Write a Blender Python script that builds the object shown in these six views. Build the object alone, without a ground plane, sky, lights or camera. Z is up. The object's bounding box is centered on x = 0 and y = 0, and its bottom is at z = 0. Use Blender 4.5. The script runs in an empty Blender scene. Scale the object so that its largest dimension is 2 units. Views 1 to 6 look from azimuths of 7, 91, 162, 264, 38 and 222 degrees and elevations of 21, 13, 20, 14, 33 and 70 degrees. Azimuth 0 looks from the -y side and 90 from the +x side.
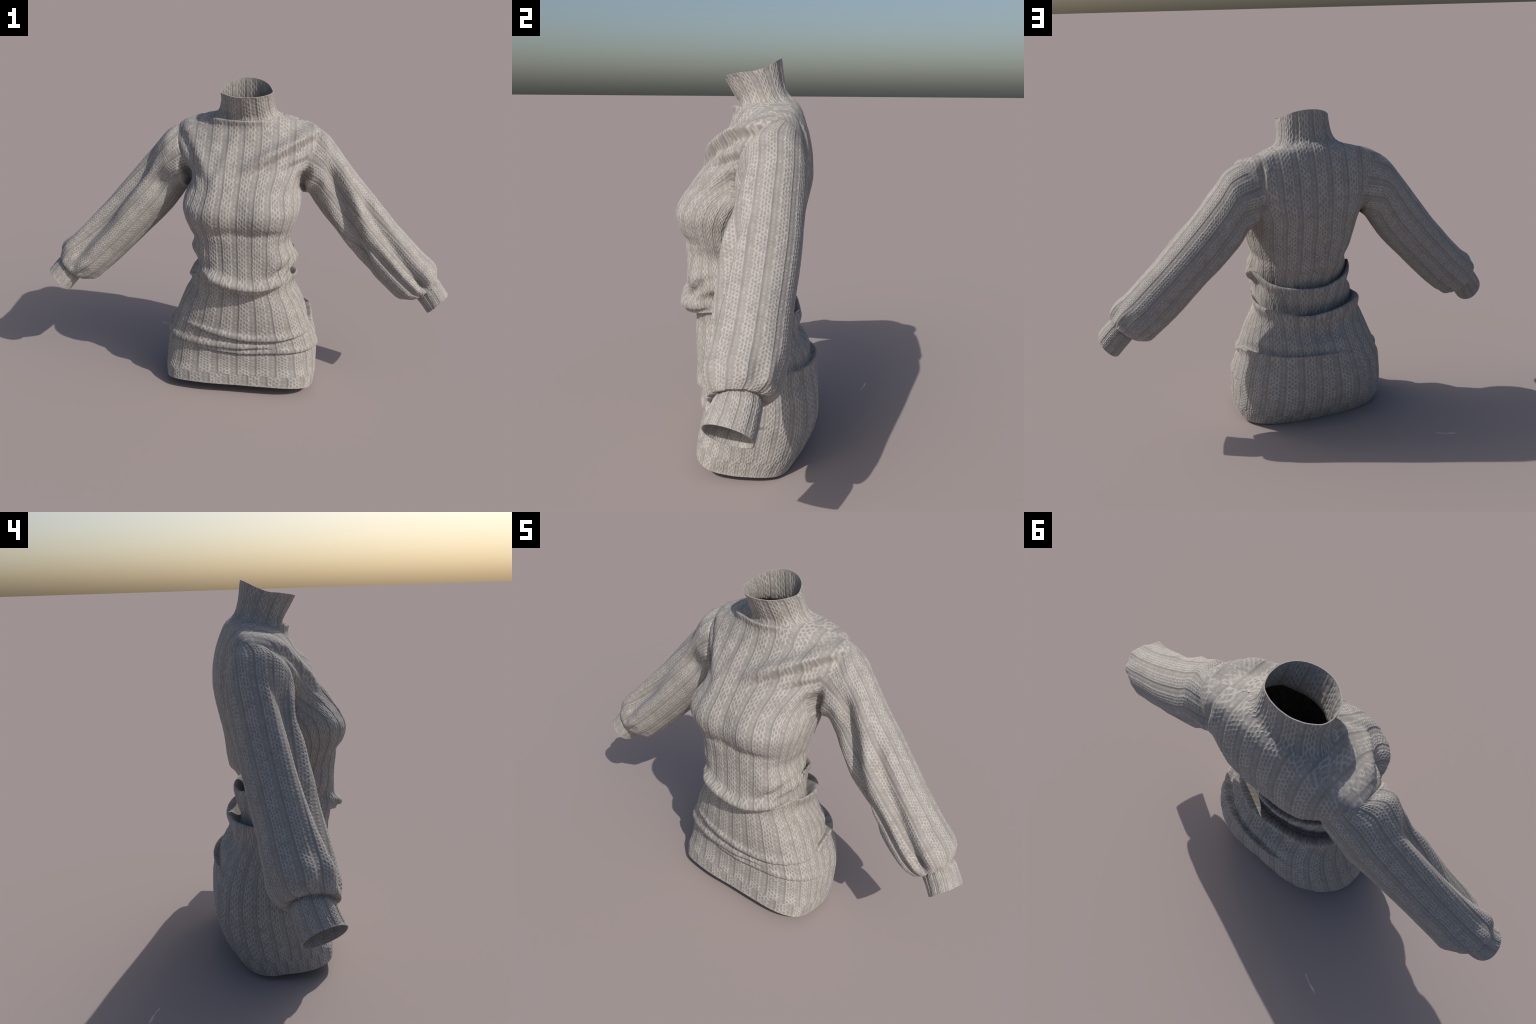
"""A knitted turtleneck sweater dress, worn by nobody: one cloth tube for the
body (hem, skirt, bodice, collar) and two sleeves with cuffs.  Each tube is a
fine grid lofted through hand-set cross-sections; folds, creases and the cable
knit (raised chain columns between smooth bands) are rules applied to that grid."""
import bpy, math
import numpy as np

RNG = np.random.default_rng(7)
PI = math.pi
THICK = 0.0034


# ------------------------------------------------------------------ helpers
def pchip(xk, yk, x):
    """Shape-preserving cubic through control values (several curves at once)."""
    xk = np.asarray(xk, float); yk = np.asarray(yk, float)
    one = yk.ndim == 1
    if one:
        yk = yk[:, None]
    h = np.diff(xk)[:, None]; d = np.diff(yk, axis=0) / h
    m = np.zeros_like(yk)
    w1 = 2 * h[1:] + h[:-1]; w2 = h[1:] + 2 * h[:-1]
    ok = d[:-1] * d[1:] > 0
    den = np.where(ok, w1 / np.where(ok, d[:-1], 1) + w2 / np.where(ok, d[1:], 1), 1)
    m[1:-1] = np.where(ok, (w1 + w2) / den, 0)
    m[0], m[-1] = d[0], d[-1]
    i = np.clip(np.searchsorted(xk, x) - 1, 0, len(xk) - 2)
    t = ((x - xk[i]) / h[i, 0])[:, None]
    r = ((2*t**3 - 3*t**2 + 1) * yk[i] + (t**3 - 2*t**2 + t) * h[i] * m[i]
         + (-2*t**3 + 3*t**2) * yk[i+1] + (t**3 - t**2) * h[i] * m[i+1])
    return r[:, 0] if one else r


def catmull(xk, yk, x):
    """Softer cubic for long smooth outlines."""
    xk = np.asarray(xk, float); yk = np.asarray(yk, float)
    m = np.gradient(yk, xk)
    h = np.diff(xk)
    i = np.clip(np.searchsorted(xk, x) - 1, 0, len(xk) - 2)
    t = (x - xk[i]) / h[i]
    return ((2*t**3 - 3*t**2 + 1) * yk[i] + (t**3 - 2*t**2 + t) * h[i] * m[i]
            + (-2*t**3 + 3*t**2) * yk[i+1] + (t**3 - t**2) * h[i] * m[i+1])


def smooth(a, b, x):
    t = np.clip((x - a) / (b - a), 0, 1)
    return t * t * (3 - 2 * t)


def window(deg, a, b, soft):
    """1 inside the angle range a..b (degrees, b > a), fading over 'soft'."""
    mid, half = (a + b) / 2, (b - a) / 2
    d = np.abs((deg - mid + 180) % 360 - 180)
    return 1 - smooth(half - soft, half, d)


def around(deg, knots):
    """Periodic smooth curve through (angle, value) knots."""
    k = sorted(knots)
    xs = [p[0] for p in k]; ys = [p[1] for p in k]
    xs = [x - 360 for x in xs] + xs + [x + 360 for x in xs]
    return catmull(xs, ys * 3, deg % 360)


def grid_normals(P):
    """Unit normals of a grid P[row, column, 3] that closes along columns."""
    du = np.roll(P, -1, 1) - np.roll(P, 1, 1)
    dv = np.empty_like(P)
    dv[1:-1] = P[2:] - P[:-2]
    dv[0] = P[1] - P[0]; dv[-1] = P[-1] - P[-2]
    n = np.cross(du, dv)
    return n / np.maximum(np.linalg.norm(n, axis=2, keepdims=True), 1e-12)


def noise1(x, seed, n=4):
    r = np.random.default_rng(seed)
    return sum(np.sin(x * r.uniform(.5, 2.2) * (k + 1) + r.uniform(0, 6.28)) / (k + 1) for k in range(n)) / 2


def value_noise(U, V, seed):
    """Smooth lattice noise in -1..1, U periodic over integers."""
    r = np.random.default_rng(seed)
    nu = max(int(round(U.max())), 2); nv = int(V.max()) + 3
    tab = r.uniform(-1, 1, (nv, nu))
    iu = np.floor(U).astype(int); iv = np.floor(V).astype(int)
    fu = U - iu; fv = V - iv
    fu = fu*fu*(3-2*fu); fv = fv*fv*(3-2*fv)
    g = lambda a, b: tab[np.clip(a, 0, nv-1), b % nu]
    return ((g(iv, iu)*(1-fu) + g(iv, iu+1)*fu)*(1-fv) + (g(iv+1, iu)*(1-fu) + g(iv+1, iu+1)*fu)*fv)


# ------------------------------------------------------------- the knit rule
CHAIN = 0.60       # part of a pattern repeat taken by the chain columns


def knit(u, v, seed, repeats):
    """Height 0..1 of the knit.  u counts pattern repeats round the tube, v counts
    stitch rows.  Four wavy yarn lines make three columns of open links; beside
    them lies a smooth band crossed by one short bar per row."""
    f = u - np.floor(u)
    rep = np.floor(u) % repeats
    n = value_noise(u * 4, v * 1.3, seed)
    n2 = value_noise(u * 6 + .4, v * 2.1, seed + 1)
    vv = v + .18 * n + .37 * np.sin(rep * 2.4)
    line = np.zeros_like(u)
    for k in range(4):
        c = .05 + .167 * k + .034 * np.sin(2 * PI * vv + PI * k + .5 * np.sin(rep * 1.7 + k)) + .024 * n2
        line = np.maximum(line, (1 + .3 * n2 - .2 * n) * np.exp(-((f - c) / .049) ** 2))
    w = np.where(f > .87, f - 1, f)
    plateau = smooth(-.10, .06, w) * (1 - smooth(.54, .70, w))
    cb = .80 + .02 * n2
    q = (vv + .25 * np.sin(rep * 3.1)) % 1 - .5 - 6 * (f - cb) ** 2 + .12 * n
    bar = np.exp(-((f - cb) / .085) ** 2) * np.exp(-(q / .17) ** 2) * (1 + .4 * n2)
    swell = .15 * np.exp(-((f - .79) / .12) ** 2)
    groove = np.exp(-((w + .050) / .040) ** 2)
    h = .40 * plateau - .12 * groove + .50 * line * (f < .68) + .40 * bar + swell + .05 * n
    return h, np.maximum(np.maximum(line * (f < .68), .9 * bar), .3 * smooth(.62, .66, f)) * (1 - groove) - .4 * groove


# --------------------------------------------------------- the body: sections
# s: label of the ring (= height of its front below the yoke)
# z front/side/back, y front/back, y of the widest place, half width right/left,
# squareness front/back, crowding of the columns towards front and back
RINGS = [
 # s      zF     zS     zB     yF     yB     yS    xR    xL    nF   nB   w
 (0.000, 0.056, 0.026, 0.000, -.206, 0.187, -.01, .369, .381, 4.2, 3.0, .06),
 (0.050, 0.100, 0.075, 0.055, -.198, 0.224, -.005,.373, .385, 3.9, 2.9, .06),
 (0.120, 0.150, 0.135, 0.125, -.186, 0.257, 0.00, .375, .386, 3.1, 2.7, .06),
 (0.200, 0.205, 0.203, 0.200, -.182, 0.270, 0.01, .371, .381, 2.9, 2.6, .06),
 (0.280, 0.280, 0.280, 0.280, -.192, 0.267, 0.02, .360, .372, 2.8, 2.5, .06),
 (0.350, 0.350, 0.350, 0.350, -.204, 0.256, 0.02, .337, .347, 2.8, 2.3, .07),
 (0.420, 0.420, 0.420, 0.420, -.212, 0.234, 0.02, .310, .320, 2.8, 2.15, .08),
 (0.490, 0.490, 0.490, 0.490, -.214, 0.197, 0.01, .278, .290, 2.6, 2.15, .11),
 (0.550, 0.550, 0.550, 0.550, -.220, 0.168, -.01, .244, .256, 2.5, 2.15, .14),
 (0.610, 0.610, 0.610, 0.610, -.236, 0.154, -.03, .232, .246, 2.6, 2.2, .16),
 (0.680, 0.680, 0.680, 0.680, -.243, 0.136, -.05, .222, .228, 2.6, 2.3, .17),
 (0.740, 0.740, 0.740, 0.740, -.243, 0.142, -.06, .228, .230, 2.6, 2.2, .17),
 (0.800, 0.800, 0.800, 0.800, -.246, 0.178, -.075,.228, .230, 2.6, 2.1, .17),
 (0.845, 0.845, 0.845, 0.845, -.250, 0.195, -.085,.236, .248, 2.6, 2.1,.16),
 (0.900, 0.900, 0.900, 0.900, -.262, 0.207, -.085,.248, .264, 2.8, 2.15,.14),
 (0.950, 0.950, 0.950, 0.950, -.268, 0.216, -.07, .260, .272, 2.8, 2.2,.12),
 (1.000, 1.000, 1.000, 1.000, -.258, 0.221, -.04, .264, .272, 2.5, 2.3,.10),
 (1.050, 1.050, 1.050, 1.050, -.230, 0.226, 0.01, .268, .274, 2.4, 2.4, .08),
 (1.100, 1.100, 1.105, 1.110, -.197, 0.228, 0.05, .286, .290, 2.4, 2.5, .06),
 (1.150, 1.150, 1.172, 1.170, -.160, 0.228, 0.08, .318, .320, 2.4, 2.5, .04),
 (1.200, 1.200, 1.242, 1.230, -.124, 0.220, 0.095,.338, .342, 2.3, 2.4, .03),
 (1.250, 1.248, 1.292, 1.282, -.090, 0.205, 0.10, .330, .334, 2.2, 2.3, .02),
 (1.285, 1.285, 1.320, 1.322, -.074, 0.190, 0.10, .290, .292, 2.0, 2.2, .01),
 (1.315, 1.315, 1.335, 1.352, -.062, 0.175, 0.09, .232, .232, 1.9, 2.1, .00),
 (1.340, 1.338, 1.348, 1.368, -.058, 0.160, 0.075,.174, .175, 1.9, 2.0, .00),
 (1.360, 1.356, 1.366, 1.382, -.055, 0.143, 0.06, .142, .143, 1.9, 2.0, .00),
 (1.385, 1.378, 1.394, 1.410, -.062, 0.129, 0.045,.127, .129, 1.95, 2.1, .00),
 (1.420, 1.410, 1.430, 1.460, -.080, 0.117, 0.03, .120, .122, 2.0, 2.2, .00),
 (1.456, 1.448, 1.464, 1.513, -.102, 0.111, 0.005,.118, .122, 2.0, 2.2, .00),
]
RT = np.array(RINGS)


def body_base(T, S):
    """Smooth body surface.  T: angle (0 front, 90 deg = +x, 180 back), S: ring label."""
    a = [pchip(RT[:, 0], RT[:, k], S[:, 0])[:, None] for k in range(1, 12)]
    zF, zS, zB, yF, yB, yS, xR, xL, nF, nB, w = a
    E = T + w * np.sin(2 * T)
    c, s = np.cos(E), np.sin(E)
    n = np.where(c > 0, nF, nB)
    rho = (np.abs(c) ** n + np.abs(s) ** n) ** (-1 / n)
    x = np.where(s > 0, xR, xL) * s * rho
    cr, = (c * rho,)
    y = np.where(c > 0, yS + (yF - yS) * np.abs(cr), yS + (yB - yS) * np.abs(cr))
    k = np.clip(np.abs(cr), 0, 1) ** 1.45
    z = np.where(c > 0, zS + (zF - zS) * k, zS + (zB - zS) * k)
    return np.stack([x, y, z], 2)


def blob(x, z, cx, cz, rx, rz, ang=0.0):
    ca, sa = math.cos(math.radians(ang)), math.sin(math.radians(ang))
    p = (x - cx) * ca + (z - cz) * sa
    q = -(x - cx) * sa + (z - cz) * ca
    return np.exp(-(p / rx) ** 2 - (q / rz) ** 2)


def crease(x, z, a, b, width, fade=.25):
    """Signed offset q across the line a-b (positive above), with end fade."""
    ax, az = a; bx, bz = b
    L = math.hypot(bx - ax, bz - az); dx, dz = (bx - ax) / L, (bz - az) / L
    p = ((x - ax) * dx + (z - az) * dz) / L
    q = (-(x - ax) * dz + (z - az) * dx) / width
    e = smooth(-fade, fade, p) * (1 - smooth(1 - fade, 1 + fade, p))
    return q, e


def body_folds(P, T, S):
    """Cloth folds of the body: soft dents and ridges, then the doubled-over folds."""
    deg = np.degrees(T) % 360
    N = grid_normals(P)
    x, z = P[..., 0], P[..., 2]
    front = smooth(.15, -.15, 0 * x + (-np.cos(T)))
    back = 1 - front
    d = np.zeros_like(x)
    # bust
    d += front * (.016 * blob(x, z, .115, .945, .085, .085) + .016 * blob(x, z, -.125, .945, .085, .085))
    d -= front * .006 * blob(x, z, 0, .95, .04, .10)
    # drag lines from the right shoulder across the chest
    q, e = crease(x, z, (.325, 1.288), (.02, 1.142), .016, .12)
    reach = (.5 + .5 * smooth(.0, .12, x)) * (1 - .5 * smooth(.24, .31, x))
    d += front * e * reach * (.034 * np.exp(-(q / np.where(q > 0, 1.1, 1.9)) ** 2) - .008 * np.exp(-((q - 2.0) / .9) ** 2))
    d -= front * .012 * blob(x, z, .205, 1.300, .085, .022, 20)
    d -= front * .022 * blob(x, z, .235, 1.150, .070, .024, 18)
    d += front * .006 * blob(x, z, -.295, 1.235, .04, .05)
    q, e = crease(x, z, (-.30, 1.29), (-.17, 1.10), .02)
    d += front * e * (.005 * np.exp(-(q - 1.2) ** 2 / 2) - .014 * np.exp(-((q + 1.0) / 1.1) ** 2))
    d -= front * .008 * blob(x, z, -.255, 1.08, .05, .07)
    d += front * (.012 * blob(x, z, -.235, .975, .05, .06) + .008 * blob(x, z, .225, .985, .05, .06))
    # the chest turns in to the front of the armholes
    d -= front * (.018 * blob(x, z, .272, 1.085, .032, .05) + .018 * blob(x, z, -.276, 1.085, .032, .05))
    # soft slanting drags over the left chest and ribs
    q, e = crease(x, z, (-.05, 1.30), (-.16, 1.02), .02)
    d += front * e * .004 * np.sin(q * 1.3) * np.exp(-(q / 3) ** 2)
    # the back panel's edge beside the right armhole
    q, e = crease(x, z, (.262, 1.03), (.235, 1.28), .012)
    d += back * e * (.006 * np.exp(-((q - 1.2) / 1.0) ** 2) - .010 * np.exp(-((q + .5) / .9) ** 2))
    # hollow of the spine, shoulder blades, small of the back
    d += back * (-.026 * blob(x, z, -.01, .875, .075, .105) + .012 * blob(x, z, .15, 1.09, .07, .09)
                 + .014 * blob(x, z, -.17, 1.08, .07, .10) - .036 * blob(x, z, -.02, .488, .110, .052))
    d += back * (.008 * blob(x, z, .18, .22, .12, .12) + .008 * blob(x, z, -.19, .19, .12, .12))
    # fuller cloth at the right front of the waist, drawn in at the left
    d += front * (.032 * blob(x, z, .20, .712, .07, .060) - .014 * blob(x, z, -.21, .665, .06, .05))
    # right waist: crease running forward and down from the side
    q, e = crease(x, z, (.245, .765), (.165, .655), .014)
    d += front * e * (.010 * np.exp(-((q - 1.3) / 1.2) ** 2) - .014 * np.exp(-(q / 1.0) ** 2))
    # waist bulges at both sides, between the pockets of the back
    side = np.abs(np.sin(T)) ** 4
    d += side * (.018 * np.exp(-((z - .745) / .028) ** 2) - .010 * np.exp(-((z - .672) / .022) ** 2)
                 + .014 * np.exp(-((z - .605) / .026) ** 2) - .006 * np.exp(-((z - .81) / .03) ** 2))
    # crease below the bust
    d -= front * .009 * np.exp(-((z - .860) / .028) ** 2) * (1 - smooth(.14, .24, np.abs(x)))
    # front above the belt of cloth
    d += front * .010 * np.exp(-((z - .585) / .03) ** 2) * np.exp(-(x / .16) ** 2)
    # back panel rounds off above the upper pocket
    d += back * .010 * np.exp(-((z - .785) / .03) ** 2) * np.exp(-(x / .15) ** 2)
    # large gentle unevenness
    d += .0022 * value_noise(T / (2 * PI) * 22, S * 14, 3)
    P = P + N * d[..., None]

    # doubled-over folds: (line of heights round the body, half width, overlap, depth, window)
    # depth > 0: the upper cloth hangs over the lower; depth < 0: the lower stands out like a pocket
    f = []
    zl = around(deg, [(9, .578), (22, .586), (36, .598), (62, .611), (88, .604), (112, .588), (133, .574), (148, .566), (171, .543), (190, .548), (206, .556), (230, .562), (262, .574), (290, .594), (308, .610), (322, .626), (340, .612), (355, .592)])
    dep = around(deg, [(0, .013), (25, .011), (42, .006), (66, .002), (90, -.012), (120, -.022), (180, -.028), (240, -.022), (268, -.004), (290, .002), (318, .006), (340, .012)])
    lap = around(deg, [(0, 2.3), (45, 2.2), (62, 1.5), (75, .9), (92, 2.2), (120, 3.6), (180, 4.4), (240, 3.6), (264, 2.0), (281, .9), (300, 1.7), (330, 2.3)])
    f.append((zl, .021, lap, dep))
    k = window(deg, 66, 296, 50); kd = window(deg, 52, 308, 46)
    zl = around(deg, [(55, .735), (82, .742), (105, .733), (122, .720), (144, .690), (169, .673), (191, .670), (207, .688), (230, .712), (255, .728), (285, .71), (0, .68)])
    f.append((zl, .022, 3.5 * k * k, -(.008 + .012 * window(deg, 95, 265, 45)) * kd))
    # small rolled band above the front waist fold
    k = window(deg, -38, 62, 22)
    zl = around(deg, [(10, .606), (31, .618), (45, .628), (66, .640), (180, .6), (331, .648), (350, .622)])
    f.append((zl, .0075, 2.3 * k, .0045 * k))
    # hips
    k = window(deg, 62, 208, 30)
    zl = around(deg, [(0, .33), (66, .340), (83, .368), (106, .388), (124, .390), (149, .386), (167, .382), (189, .377), (215, .372), (280, .36)])
    f.append((zl, .011, 2.6 * k, -(.009 + .004 * window(deg, 90, 160, 30)) * k))
    k = window(deg, -48, 100, 40)
    zl = around(deg, [(8, .312), (23, .314), (42, .327), (58, .335), (80, .340), (330, .350), (345, .335), (180, .33)])
    f.append((zl, .009, 3.3 * k * k, .0118 * k ** .6, .40))
    k = window(deg, -122, 32, 34)
    zl = around(deg, [(249, .316), (273, .302), (292, .284), (310, .276), (331, .268), (348, .264), (9, .262), (28, .257), (120, .27)])
    f.append((zl, .009, 3.3 * k * k, .0118 * k ** .6, .40))
    k = window(deg, -48, 108, 34)
    zl = around(deg, [(339, .240), (5, .232), (27, .241), (49, .238), (66, .233), (88, .221), (110, .212), (200, .22)])
    f.append((zl, .008, 3.3 * k * k, .0112 * k ** .6, .40))
    # the chest stands up as a lip before the collar
    k = window(deg, -66, 50, 34)
    zl = around(deg, [(0, 1.338), (40, 1.342), (-50, 1.338), (180, 1.34)])
    f.append((zl, .012, 2.5 * k, -(.010 + .014 * window(deg, 285, 345, 35)) * k))

    rad = P[..., :2] - np.stack([0 * x, 0 * x + .02], 2)
    rad /= np.linalg.norm(rad, axis=2, keepdims=True)
    dz = np.zeros_like(x); dr = np.zeros_like(x); turn = np.zeros_like(x)
    for zl, w, A, D, *roll in f:
        t = (S - zl) / w
        dz += -A * w * t * np.exp(-t * t)
        over = smooth(.8, 2, A)
        hang = np.maximum(D, 0); lip = np.maximum(-D, 0)
        dr += D * np.tanh(1.5 * t) * np.exp(-(t / 2.6) ** 2)
        dr += hang * (roll[0] if roll else 1.5) * np.exp(-((t - 1.5) / .9) ** 2) + lip * .55 * np.exp(-((t + .9) / .6) ** 2)
        turn = np.maximum(turn, over * np.exp(-(t / 1.3) ** 4))
    P = P.copy()
    P[..., 2] += dz
    P[..., :2] += rad * dr[..., None]
    return P, turn


# --------------------------------------------------------- building the grids
REPEATS_BODY, PER = 28, 26
ROW_BODY = .0210
RELIEF = .0036
HEM_S, WAIST_S, COLLAR_S = .060, .552, 1.352


def body_rows():
    """Ring labels, packed closer where the cloth doubles over."""
    dens = lambda s: 1 + 1.3 * np.exp(-((s - .27) / .075) ** 4) + 1.0 * np.exp(-((s - .63) / .13) ** 6) + .9 * np.exp(-((s - 1.34) / .03) ** 4) + .3 * np.exp(-((s - .4) / .07) ** 4)
    g = np.linspace(0, RT[-1, 0], 4000)
    c = np.concatenate([[0], np.cumsum((dens(g[1:]) + dens(g[:-1])) / 2 * np.diff(g))])
    n = int(c[-1] / .0034)
    return np.interp(np.linspace(0, c[-1], n), c, g)


s_rows = body_rows()
for mark in (HEM_S, WAIST_S, COLLAR_S):
    s_rows[np.argmin(np.abs(s_rows - mark))] = mark
cols = REPEATS_BODY * PER
t_cols = np.arange(cols) / cols * 2 * PI
S, T = np.meshgrid(s_rows, t_cols, indexing="ij")
B, TURN = body_folds(body_base(T, S), T, S)
BN = grid_normals(B)
u_body = T / (2 * PI) * REPEATS_BODY
v_body = S / ROW_BODY
# over the chest and shoulders the columns keep straight up to the shoulder seam
yoke = smooth(1.02, 1.16, S)
fr = np.cos(T) > 0
u_x = np.where(fr, np.where(T > PI, REPEATS_BODY, 0) + B[..., 0] / .0765, REPEATS_BODY / 2 - B[..., 0] / .0765)
v_x = np.where(fr, .75 * B[..., 2] + .65 * B[..., 1] + .405, .80 * B[..., 2] - .60 * B[..., 1] + .351) / ROW_BODY
u_body = u_body * (1 - yoke) + u_x * yoke
v_body = v_body * (1 - yoke) + v_x * yoke
collar = S >= COLLAR_S - 1e-9
u_body = np.where(collar, T / (2 * PI) * 11 + .2, u_body + .35 * np.where(S < HEM_S, 1.25, 0) + .06 * np.sin(S * 9 + T))
v_body = np.where(collar, S / ROW_BODY, v_body)
h_body, y_body = knit(u_body, v_body, 11, REPEATS_BODY)
edge = smooth(0, .012, S) * (1 - smooth(RT[-1, 0] - .012, RT[-1, 0], S))
ARM_T, ARM_DT, ARM_S, ARM_DS = math.radians(99), math.radians(40), 1.135, .128
near = np.minimum(*(np.hypot((T - c) / ARM_DT, (S - ARM_S) / ARM_DS) for c in (ARM_T, 2 * PI - ARM_T)))
edge = edge * (1 - .25 * yoke * (1 - collar)) * (.35 + .65 * smooth(1.0, 1.35, near))
BO = B + BN * ((h_body - .7) * RELIEF * edge * (1 - .75 * TURN))[..., None]


def body_at(t, s):
    """Point of the folded body (without knit) at any angle and ring label."""
    i = np.interp(s, s_rows, np.arange(len(s_rows)))
    j = (t / (2 * PI) * cols) % cols
    i0 = np.clip(i.astype(int), 0, len(s_rows) - 2); j0 = j.astype(int)
    fi = (i - i0)[:, None]; fj = (j - j0)[:, None]
    g = lambda a, b: B[a, b % cols]
    return (g(i0, j0)*(1-fi)*(1-fj) + g(i0+1, j0)*fi*(1-fj) + g(i0, j0+1)*(1-fi)*fj + g(i0+1, j0+1)*fi*fj)


# stations along a sleeve: place along the arm at its upper and lower side,
# reach up / down across the arm, front y, back y
SLEEVE = [
 (0.000, 0.150, .066, -.178, -.032, .208),
 (0.080, 0.215, .064, -.186, -.028, .208),
 (0.200, 0.280, .059, -.188, -.036, .199),
 (0.340, 0.360, .058, -.184, -.044, .186),
 (0.500, 0.500, .062, -.174, -.055, .167),
 (0.620, 0.620, .071, -.166, -.068, .153),
 (0.720, 0.720, .079, -.157, -.085, .144),
 (0.785, 0.785, .089, -.145, -.095, .134),
 (0.825, 0.828, .081, -.132, -.090, .122),
 (0.848, 0.860, .066, -.101, -.079, .092),
 (0.846, 0.856, .052, -.070, -.054, .066),
 (0.866, 0.870, .060, -.072, -.064, .074),
 (0.915, 0.920, .061, -.073, -.077, .065),
 (0.949, 0.966, .059, -.075, -.090, .055),
]
ROW = .0128
REPEATS_ARM = 12


def sleeve_grid(sign):
    """Folded sleeve surface as grid[row, column]; row 0 lies on the armhole."""
    nphi = REPEATS_ARM * PER
    phi = np.arange(nphi) / nphi * 2 * PI
    c, s = np.cos(phi), np.sin(phi)
    tt = ARM_T - ARM_DT * s            # front of the arm is phi = 90 degrees
    ring0 = body_at(tt if sign > 0 else 2 * PI - tt, ARM_S + ARM_DS * c)
    O = np.array([.33 * sign, 0, 1.22])
    E = np.array([.948, -.0, .499]) if sign > 0 else np.array([-.955, 0, .494])
    d = (E - O) / np.linalg.norm(E - O)
    n = np.array([-d[2] * sign, 0, d[0] * sign])
    rings = [ring0]
    for au, al, nu, nl, yf, yb in SLEEVE:
        if sign < 0:
            lift = .010 * smooth(.1, .3, au)
            nu += .5 * lift + .008 * math.exp(-((au - .08) / .08) ** 2); nl -= .4 * lift
            mid = smooth(.05, .25, au) * (1 - smooth(.65, .85, au))
            shift = -.001
            yf += shift - .004 * math.exp(-(au / .1) ** 2); yb += shift - .004 * mid
            au, al = au * 1.006, al * 1.006
        else:
            nu += .003; nl += .003
            yf -= .012 * math.exp(-((au - .45) / .25) ** 2)
            yb += -.010 * math.exp(-((au - .1) / .2) ** 2)
            nu -= .005 * math.exp(-((au - .12) / .15) ** 2)
        tilt = .020 * smooth(.86, .95, au)      # the opening of the cuff slants
        rho = (np.abs(c) ** 2.15 + np.abs(s) ** 2.15) ** (-1 / 2.15)
        a = (au + al) / 2 + (au - al) / 2 * c - tilt * s
        if len(rings) < 3:                      # the front edge hangs free of the armhole
            a = a + (.040, .022)[len(rings) - 1] * np.maximum(s, 0) ** 1.5
        N = (nu + nl) / 2 + (nu - nl) / 2 * c * rho
        Y = (yf + yb) / 2 - (yb - yf) / 2 * s * rho
        rings.append(O + a[:, None] * d + N[:, None] * n + Y[:, None] * np.array([0, 1, 0]))
    R = np.array(rings)
    step = np.linalg.norm(np.diff(R, axis=0), axis=2).mean(1)
    k = np.concatenate([[0], np.cumsum(step)])
    k_cuff = k[-4]
    rows = np.linspace(0, k[-1], int(k[-1] / .0026))
    rows[np.argmin(np.abs(rows - k_cuff))] = k_cuff
    P = pchip(k, R.reshape(len(R), -1), rows).reshape(len(rows), nphi, 3)
    # folds of the sleeve
    Nn = grid_normals(P) * sign
    a = ((P - O) @ d)
    deg = np.degrees(phi)[None, :] + 0 * a
    D = np.zeros_like(a)

    def furrow(path, depth, width, a0, a1, ridge=.5):
        aa = np.array([p[0] for p in path]); pp = np.array([p[1] for p in path])
        c0 = np.interp(a, aa, pp)
        q = ((deg - c0 + 180) % 360 - 180) / width
        e = smooth(a0, a0 + .12, a) * (1 - smooth(a1 - .12, a1, a))
        return e * depth * (-np.exp(-q * q) + ridge * (np.exp(-(q - 1.7) ** 2) + np.exp(-(q + 1.7) ** 2)))

    if sign > 0:
        D += furrow([(.05, 62), (.16, 72), (.25, 84), (.36, 104), (.475, 127), (.57, 143), (.7, 152)], .030, 17, .04, .66, .35)
        D += furrow([(.24, 40), (.36, 50), (.44, 57), (.55, 64), (.65, 70), (.80, 78)], .018, 13, .26, .88)
        D += furrow([(.50, 104), (.62, 103), (.80, 103)], .008, 8, .46, .90)
        D += furrow([(.0, 250), (.2, 255)], .008, 14, -.1, .34)
        D -= .026 * np.exp(-((deg - 98) / 24) ** 2 - ((a - .23) / .07) ** 2)
        D -= .014 * np.exp(-((deg - 116) / 16) ** 2 - ((a - .31) / .08) ** 2)
        D += .012 * np.exp(-((deg - 150) / 30) ** 2 - ((a - .68) / .12) ** 2)
    else:
        D += furrow([(.12, 32), (.25, 37), (.43, 45), (.56, 52), (.68, 60), (.82, 76)], .034, 18, .08, .86, .30)
        D -= .016 * np.exp(-((deg - 66) / 20) ** 2 - ((a - .57) / .12) ** 2)
        D += .004 * np.exp(-((((deg + 180) % 360) - 188) / 14) ** 2 - ((a - .45) / .25) ** 2)
        D += .008 * np.exp(-((deg - 62) / 24) ** 2 - ((a + .0) / .06) ** 2)
        D -= .034 * np.exp(-((deg - 90) / 24) ** 2 - ((a - .21) / .06) ** 2)
        D += .012 * np.exp(-((deg - 105) / 28) ** 2 - ((a - .55) / .16) ** 2)
        D -= .008 * np.exp(-((deg - 350) / 25) ** 2 - ((a - .5) / .22) ** 2) + .008 * np.exp(-((deg + 10) / 25) ** 2 - ((a - .5) / .22) ** 2)
    # the cloth dips into the armhole seam
    pit = window(deg, 75, 285, 40)
    D -= (.002 + .010 * pit) * np.exp(-((rows[:, None] - .012) / .012) ** 2)
    # hollow in front of the armpit, behind the hanging front edge of the sleeve
    # gathers where the full sleeve meets the cuff
    g = np.exp(-((a - .805) / .045) ** 2) * (1 - smooth(k_cuff - .075, k_cuff - .035, rows))[:, None]
    D += g * (.004 * np.sin(np.radians(deg) * 7 + 1.1) + .003 * np.sin(np.radians(deg) * 11 + 2.3 + sign))
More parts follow.
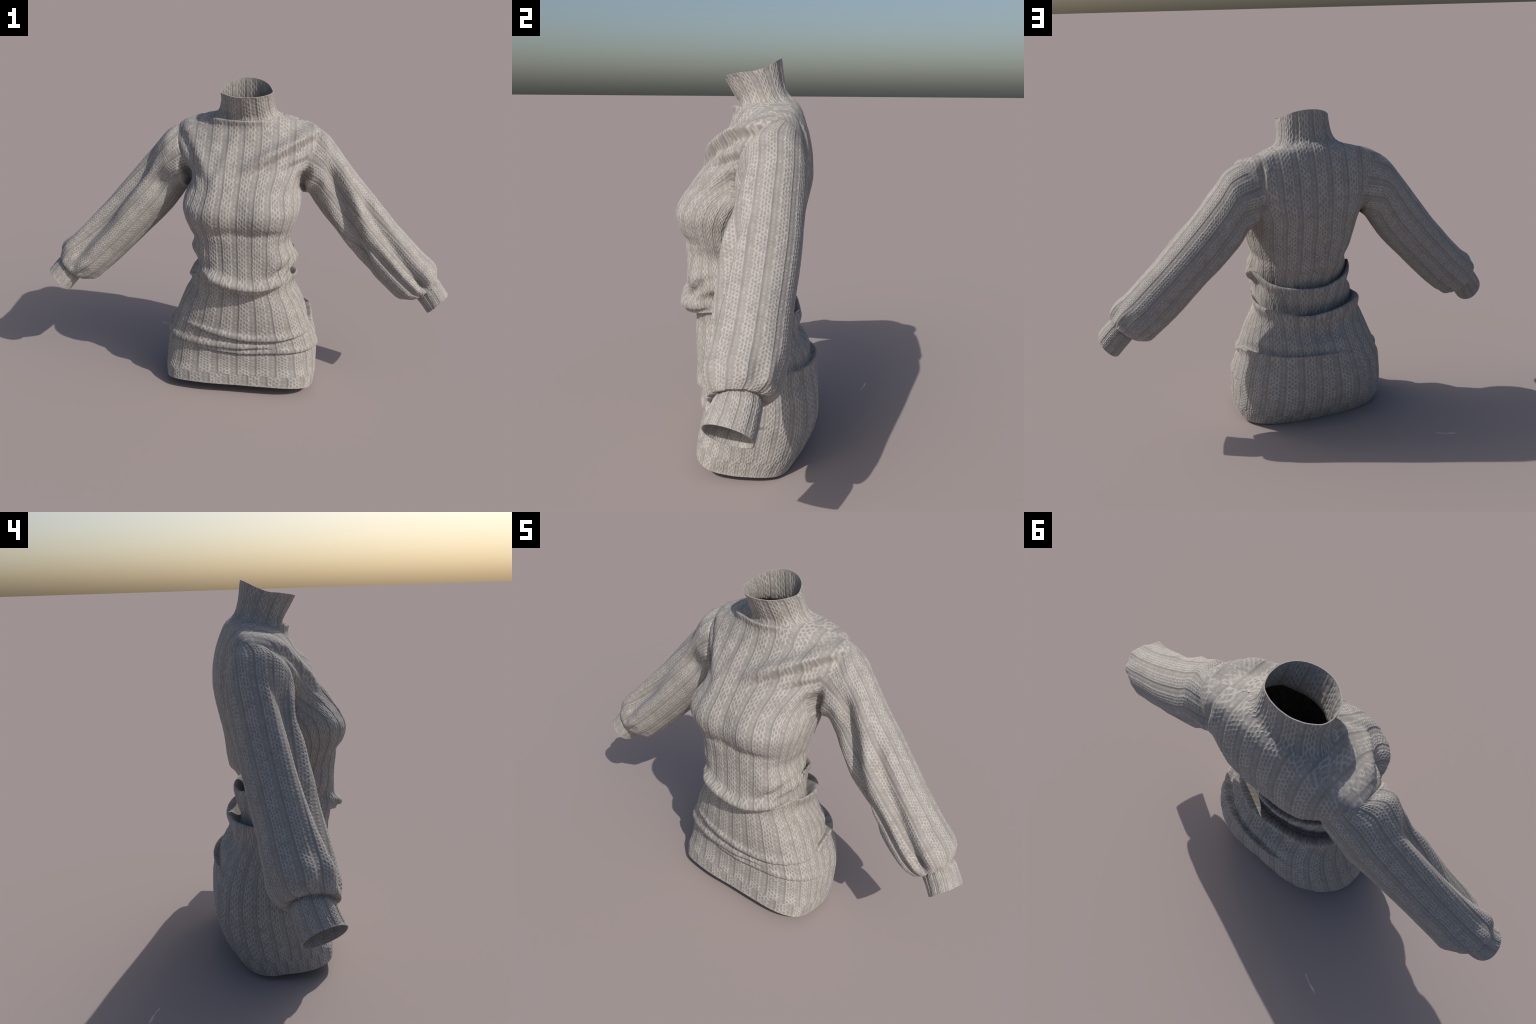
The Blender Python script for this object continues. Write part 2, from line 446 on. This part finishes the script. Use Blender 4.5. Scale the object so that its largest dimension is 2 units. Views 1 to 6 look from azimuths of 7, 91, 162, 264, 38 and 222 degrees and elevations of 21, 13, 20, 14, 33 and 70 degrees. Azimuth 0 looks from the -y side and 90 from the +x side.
    D -= g * .016 * (np.exp(-((deg - (78 if sign > 0 else 60)) / 9) ** 2) + .6 * np.exp(-((deg - 110) / 9) ** 2) + .6 * np.exp(-((deg - 300) / 10) ** 2))
    D += .0018 * value_noise(deg / 360 * 9, rows[:, None] * 11 + 0 * a, 5 + sign)
    D *= smooth(0, .008, rows)[:, None]
    P = P + Nn * D[..., None]
    r = rows[:, None]
    P[..., 1] += .070 * window(deg, 80, 178, 40) * np.exp(-((r - .026) / .015) ** 2) * smooth(0, .014, r)
    return P, rows, k_cuff


# ----------------------------------------------------------------- materials
def knit_material(name, colour, vary, rough=.9):
    m = bpy.data.materials.new(name)
    m.use_nodes = True
    nt = m.node_tree; nd = nt.nodes; lk = nt.links
    bs = nd["Principled BSDF"]
    bs.inputs["Roughness"].default_value = rough
    bs.inputs["Specular IOR Level"].default_value = .15
    bs.inputs["Sheen Weight"].default_value = .08
    bs.inputs["Sheen Roughness"].default_value = .5
    tc = nd.new("ShaderNodeTexCoord")
    big = nd.new("ShaderNodeTexNoise"); big.inputs["Scale"].default_value = 26; big.inputs["Detail"].default_value = 4
    fine = nd.new("ShaderNodeTexNoise"); fine.inputs["Scale"].default_value = 240; fine.inputs["Detail"].default_value = 3
    mixn = nd.new("ShaderNodeMix"); mixn.data_type = "FLOAT"; mixn.inputs["Factor"].default_value = .55
    ramp = nd.new("ShaderNodeValToRGB")
    ramp.color_ramp.elements[0].position = .34; ramp.color_ramp.elements[1].position = .66
    lo = [c * (1 - vary) for c in colour]; hi = [c * (1 + vary) for c in colour]
    ramp.color_ramp.elements[0].color = (*lo, 1); ramp.color_ramp.elements[1].color = (*hi, 1)
    bump = nd.new("ShaderNodeBump"); bump.inputs["Strength"].default_value = .25; bump.inputs["Distance"].default_value = .0012
    for t in (big, fine):
        lk.new(tc.outputs["Object"], t.inputs["Vector"])
    lk.new(big.outputs["Fac"], mixn.inputs["A"]); lk.new(fine.outputs["Fac"], mixn.inputs["B"])
    lk.new(mixn.outputs["Result"], ramp.inputs["Fac"])
    lk.new(ramp.outputs["Color"], bs.inputs["Base Color"])
    lk.new(fine.outputs["Fac"], bump.inputs["Height"])
    lk.new(bump.outputs["Normal"], bs.inputs["Normal"])
    return m


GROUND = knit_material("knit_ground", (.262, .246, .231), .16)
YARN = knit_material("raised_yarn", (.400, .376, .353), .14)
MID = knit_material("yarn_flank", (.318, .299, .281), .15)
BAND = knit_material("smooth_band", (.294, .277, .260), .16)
GROOVE = knit_material("rib_groove_shade_tint", (.258, .242, .227), .15)  # same yarn, darkened to paint the shading along each rib groove


# -------------------------------------------------------------------- meshes
def cloth_part(name, parent, O, I, N, keep, yarn, flip, rims):
    """Mesh of the cells 'keep' of a closed grid: outer face O, inner face I, with
    the cut edges listed in rims (row index) closed by a narrow edge strip."""
    nr, nc = O.shape[:2]
    idx = np.arange(nr * nc).reshape(nr, nc)
    r, c = np.nonzero(keep)
    c1 = (c + 1) % nc
    q = np.stack([idx[r, c], idx[r, c1], idx[r+1, c1], idx[r+1, c]], 1)
    if flip:
        q = q[:, ::-1]
    used, inv = np.unique(q, return_inverse=True)
    inv = inv.reshape(q.shape)
    n0 = len(used)
    vo = O.reshape(-1, 3)[used]; vi = I.reshape(-1, 3)[used]; nn = N.reshape(-1, 3)[used]
    verts = [vo, vi]; norms = [nn, -nn]
    faces = [inv, inv[:, ::-1] + n0]
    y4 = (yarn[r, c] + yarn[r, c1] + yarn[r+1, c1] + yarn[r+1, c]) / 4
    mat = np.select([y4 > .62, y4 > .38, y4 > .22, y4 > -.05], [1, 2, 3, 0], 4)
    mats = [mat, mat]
    base = 2 * n0
    for row, out in rims:
        a, b = O[row], I[row]
        g = np.concatenate([a, b]); j = np.arange(nc); j1 = (j + 1) % nc
        f = np.stack([j, j + nc, j1 + nc, j1], 1) + base
        if flip != (out > 0):
            f = f[:, ::-1]
        dirn = O[row] - O[row - out]
        dirn = dirn / np.linalg.norm(dirn, axis=1, keepdims=True)
        verts.append(g); norms.append(np.concatenate([dirn, dirn])); faces.append(f)
        mats.append(np.full(nc, 2)); base += 2 * nc
    V = np.concatenate(verts); F = np.concatenate(faces); M = np.concatenate(mats); NN = np.concatenate(norms)
    me = bpy.data.meshes.new(name)
    me.vertices.add(len(V)); me.vertices.foreach_set("co", V.ravel())
    me.loops.add(F.size); me.loops.foreach_set("vertex_index", F.ravel().astype(np.int32))
    me.polygons.add(len(F))
    me.polygons.foreach_set("loop_start", np.arange(0, F.size, 4, dtype=np.int32))
    me.polygons.foreach_set("loop_total", np.full(len(F), 4, np.int32))
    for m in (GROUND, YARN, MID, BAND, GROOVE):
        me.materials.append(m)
    me.update(calc_edges=True)
    me.polygons.foreach_set("material_index", M.astype(np.int32))
    me.polygons.foreach_set("use_smooth", np.ones(len(F), bool))
    me.normals_split_custom_set_from_vertices(NN)
    ob = bpy.data.objects.new(name, me)
    bpy.context.scene.collection.objects.link(ob)
    ob.parent = parent
    return ob


dress = bpy.data.objects.new("sweater_dress", None)
bpy.context.scene.collection.objects.link(dress)
dress["label"] = "light grey cable knit turtleneck sweater dress with balloon sleeves"
dress["category"] = "sweater dress"

BI = BO - BN * THICK
BNO = grid_normals(BO)
inside = np.zeros(S.shape, bool)
for tc in (ARM_T, 2 * PI - ARM_T):
    inside |= ((T - tc) / ARM_DT) ** 2 + ((S - ARM_S) / ARM_DS) ** 2 < 1
hole = inside[:-1] & inside[1:] & np.roll(inside, -1, 1)[:-1] & np.roll(inside, -1, 1)[1:]
# cells that the armhole cuts are drawn back to its edge
cut = inside & ~(hole_pts := (np.pad(hole, ((0, 1), (0, 0))) & np.pad(hole, ((1, 0), (0, 0))) & np.roll(np.pad(hole, ((0, 1), (0, 0))) & np.pad(hole, ((1, 0), (0, 0))), 1, 1)))
tc = np.where(T[cut] < PI, ARM_T, 2 * PI - ARM_T)
p, q = (T[cut] - tc) / ARM_DT, (S[cut] - ARM_S) / ARM_DS
g = np.maximum(np.hypot(p, q), 1e-6)
BO[cut] = body_at(tc + ARM_DT * p / g, ARM_S + ARM_DS * q / g)
BI[cut] = BO[cut] - BN[cut] * THICK
srow = s_rows[:-1, None] + 0 * t_cols[None, :]
last = len(s_rows) - 1
for name, lo, hi, rims in (("hem_band", -1, HEM_S, [(0, -1)]), ("skirt", HEM_S, WAIST_S, []),
                           ("bodice", WAIST_S, COLLAR_S, []), ("collar", COLLAR_S, 9, [(last, 1)])):
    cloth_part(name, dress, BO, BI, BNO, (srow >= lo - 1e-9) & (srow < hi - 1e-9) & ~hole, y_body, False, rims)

for sign in (1, -1):
    P, rows, k_cuff = sleeve_grid(sign)
    Nn = grid_normals(P) * sign
    U = np.arange(P.shape[1]) / PER + 0 * P[..., 0] + .3
    Vv = rows[:, None] / ROW + 0 * U
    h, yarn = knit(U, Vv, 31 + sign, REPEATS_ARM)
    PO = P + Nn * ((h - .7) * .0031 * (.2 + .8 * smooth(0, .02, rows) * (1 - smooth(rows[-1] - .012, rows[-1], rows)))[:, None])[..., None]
    PI_ = PO - Nn * THICK
    NO = grid_normals(PO) * sign
    rr = rows[:-1, None] + 0 * U[0][None, :]
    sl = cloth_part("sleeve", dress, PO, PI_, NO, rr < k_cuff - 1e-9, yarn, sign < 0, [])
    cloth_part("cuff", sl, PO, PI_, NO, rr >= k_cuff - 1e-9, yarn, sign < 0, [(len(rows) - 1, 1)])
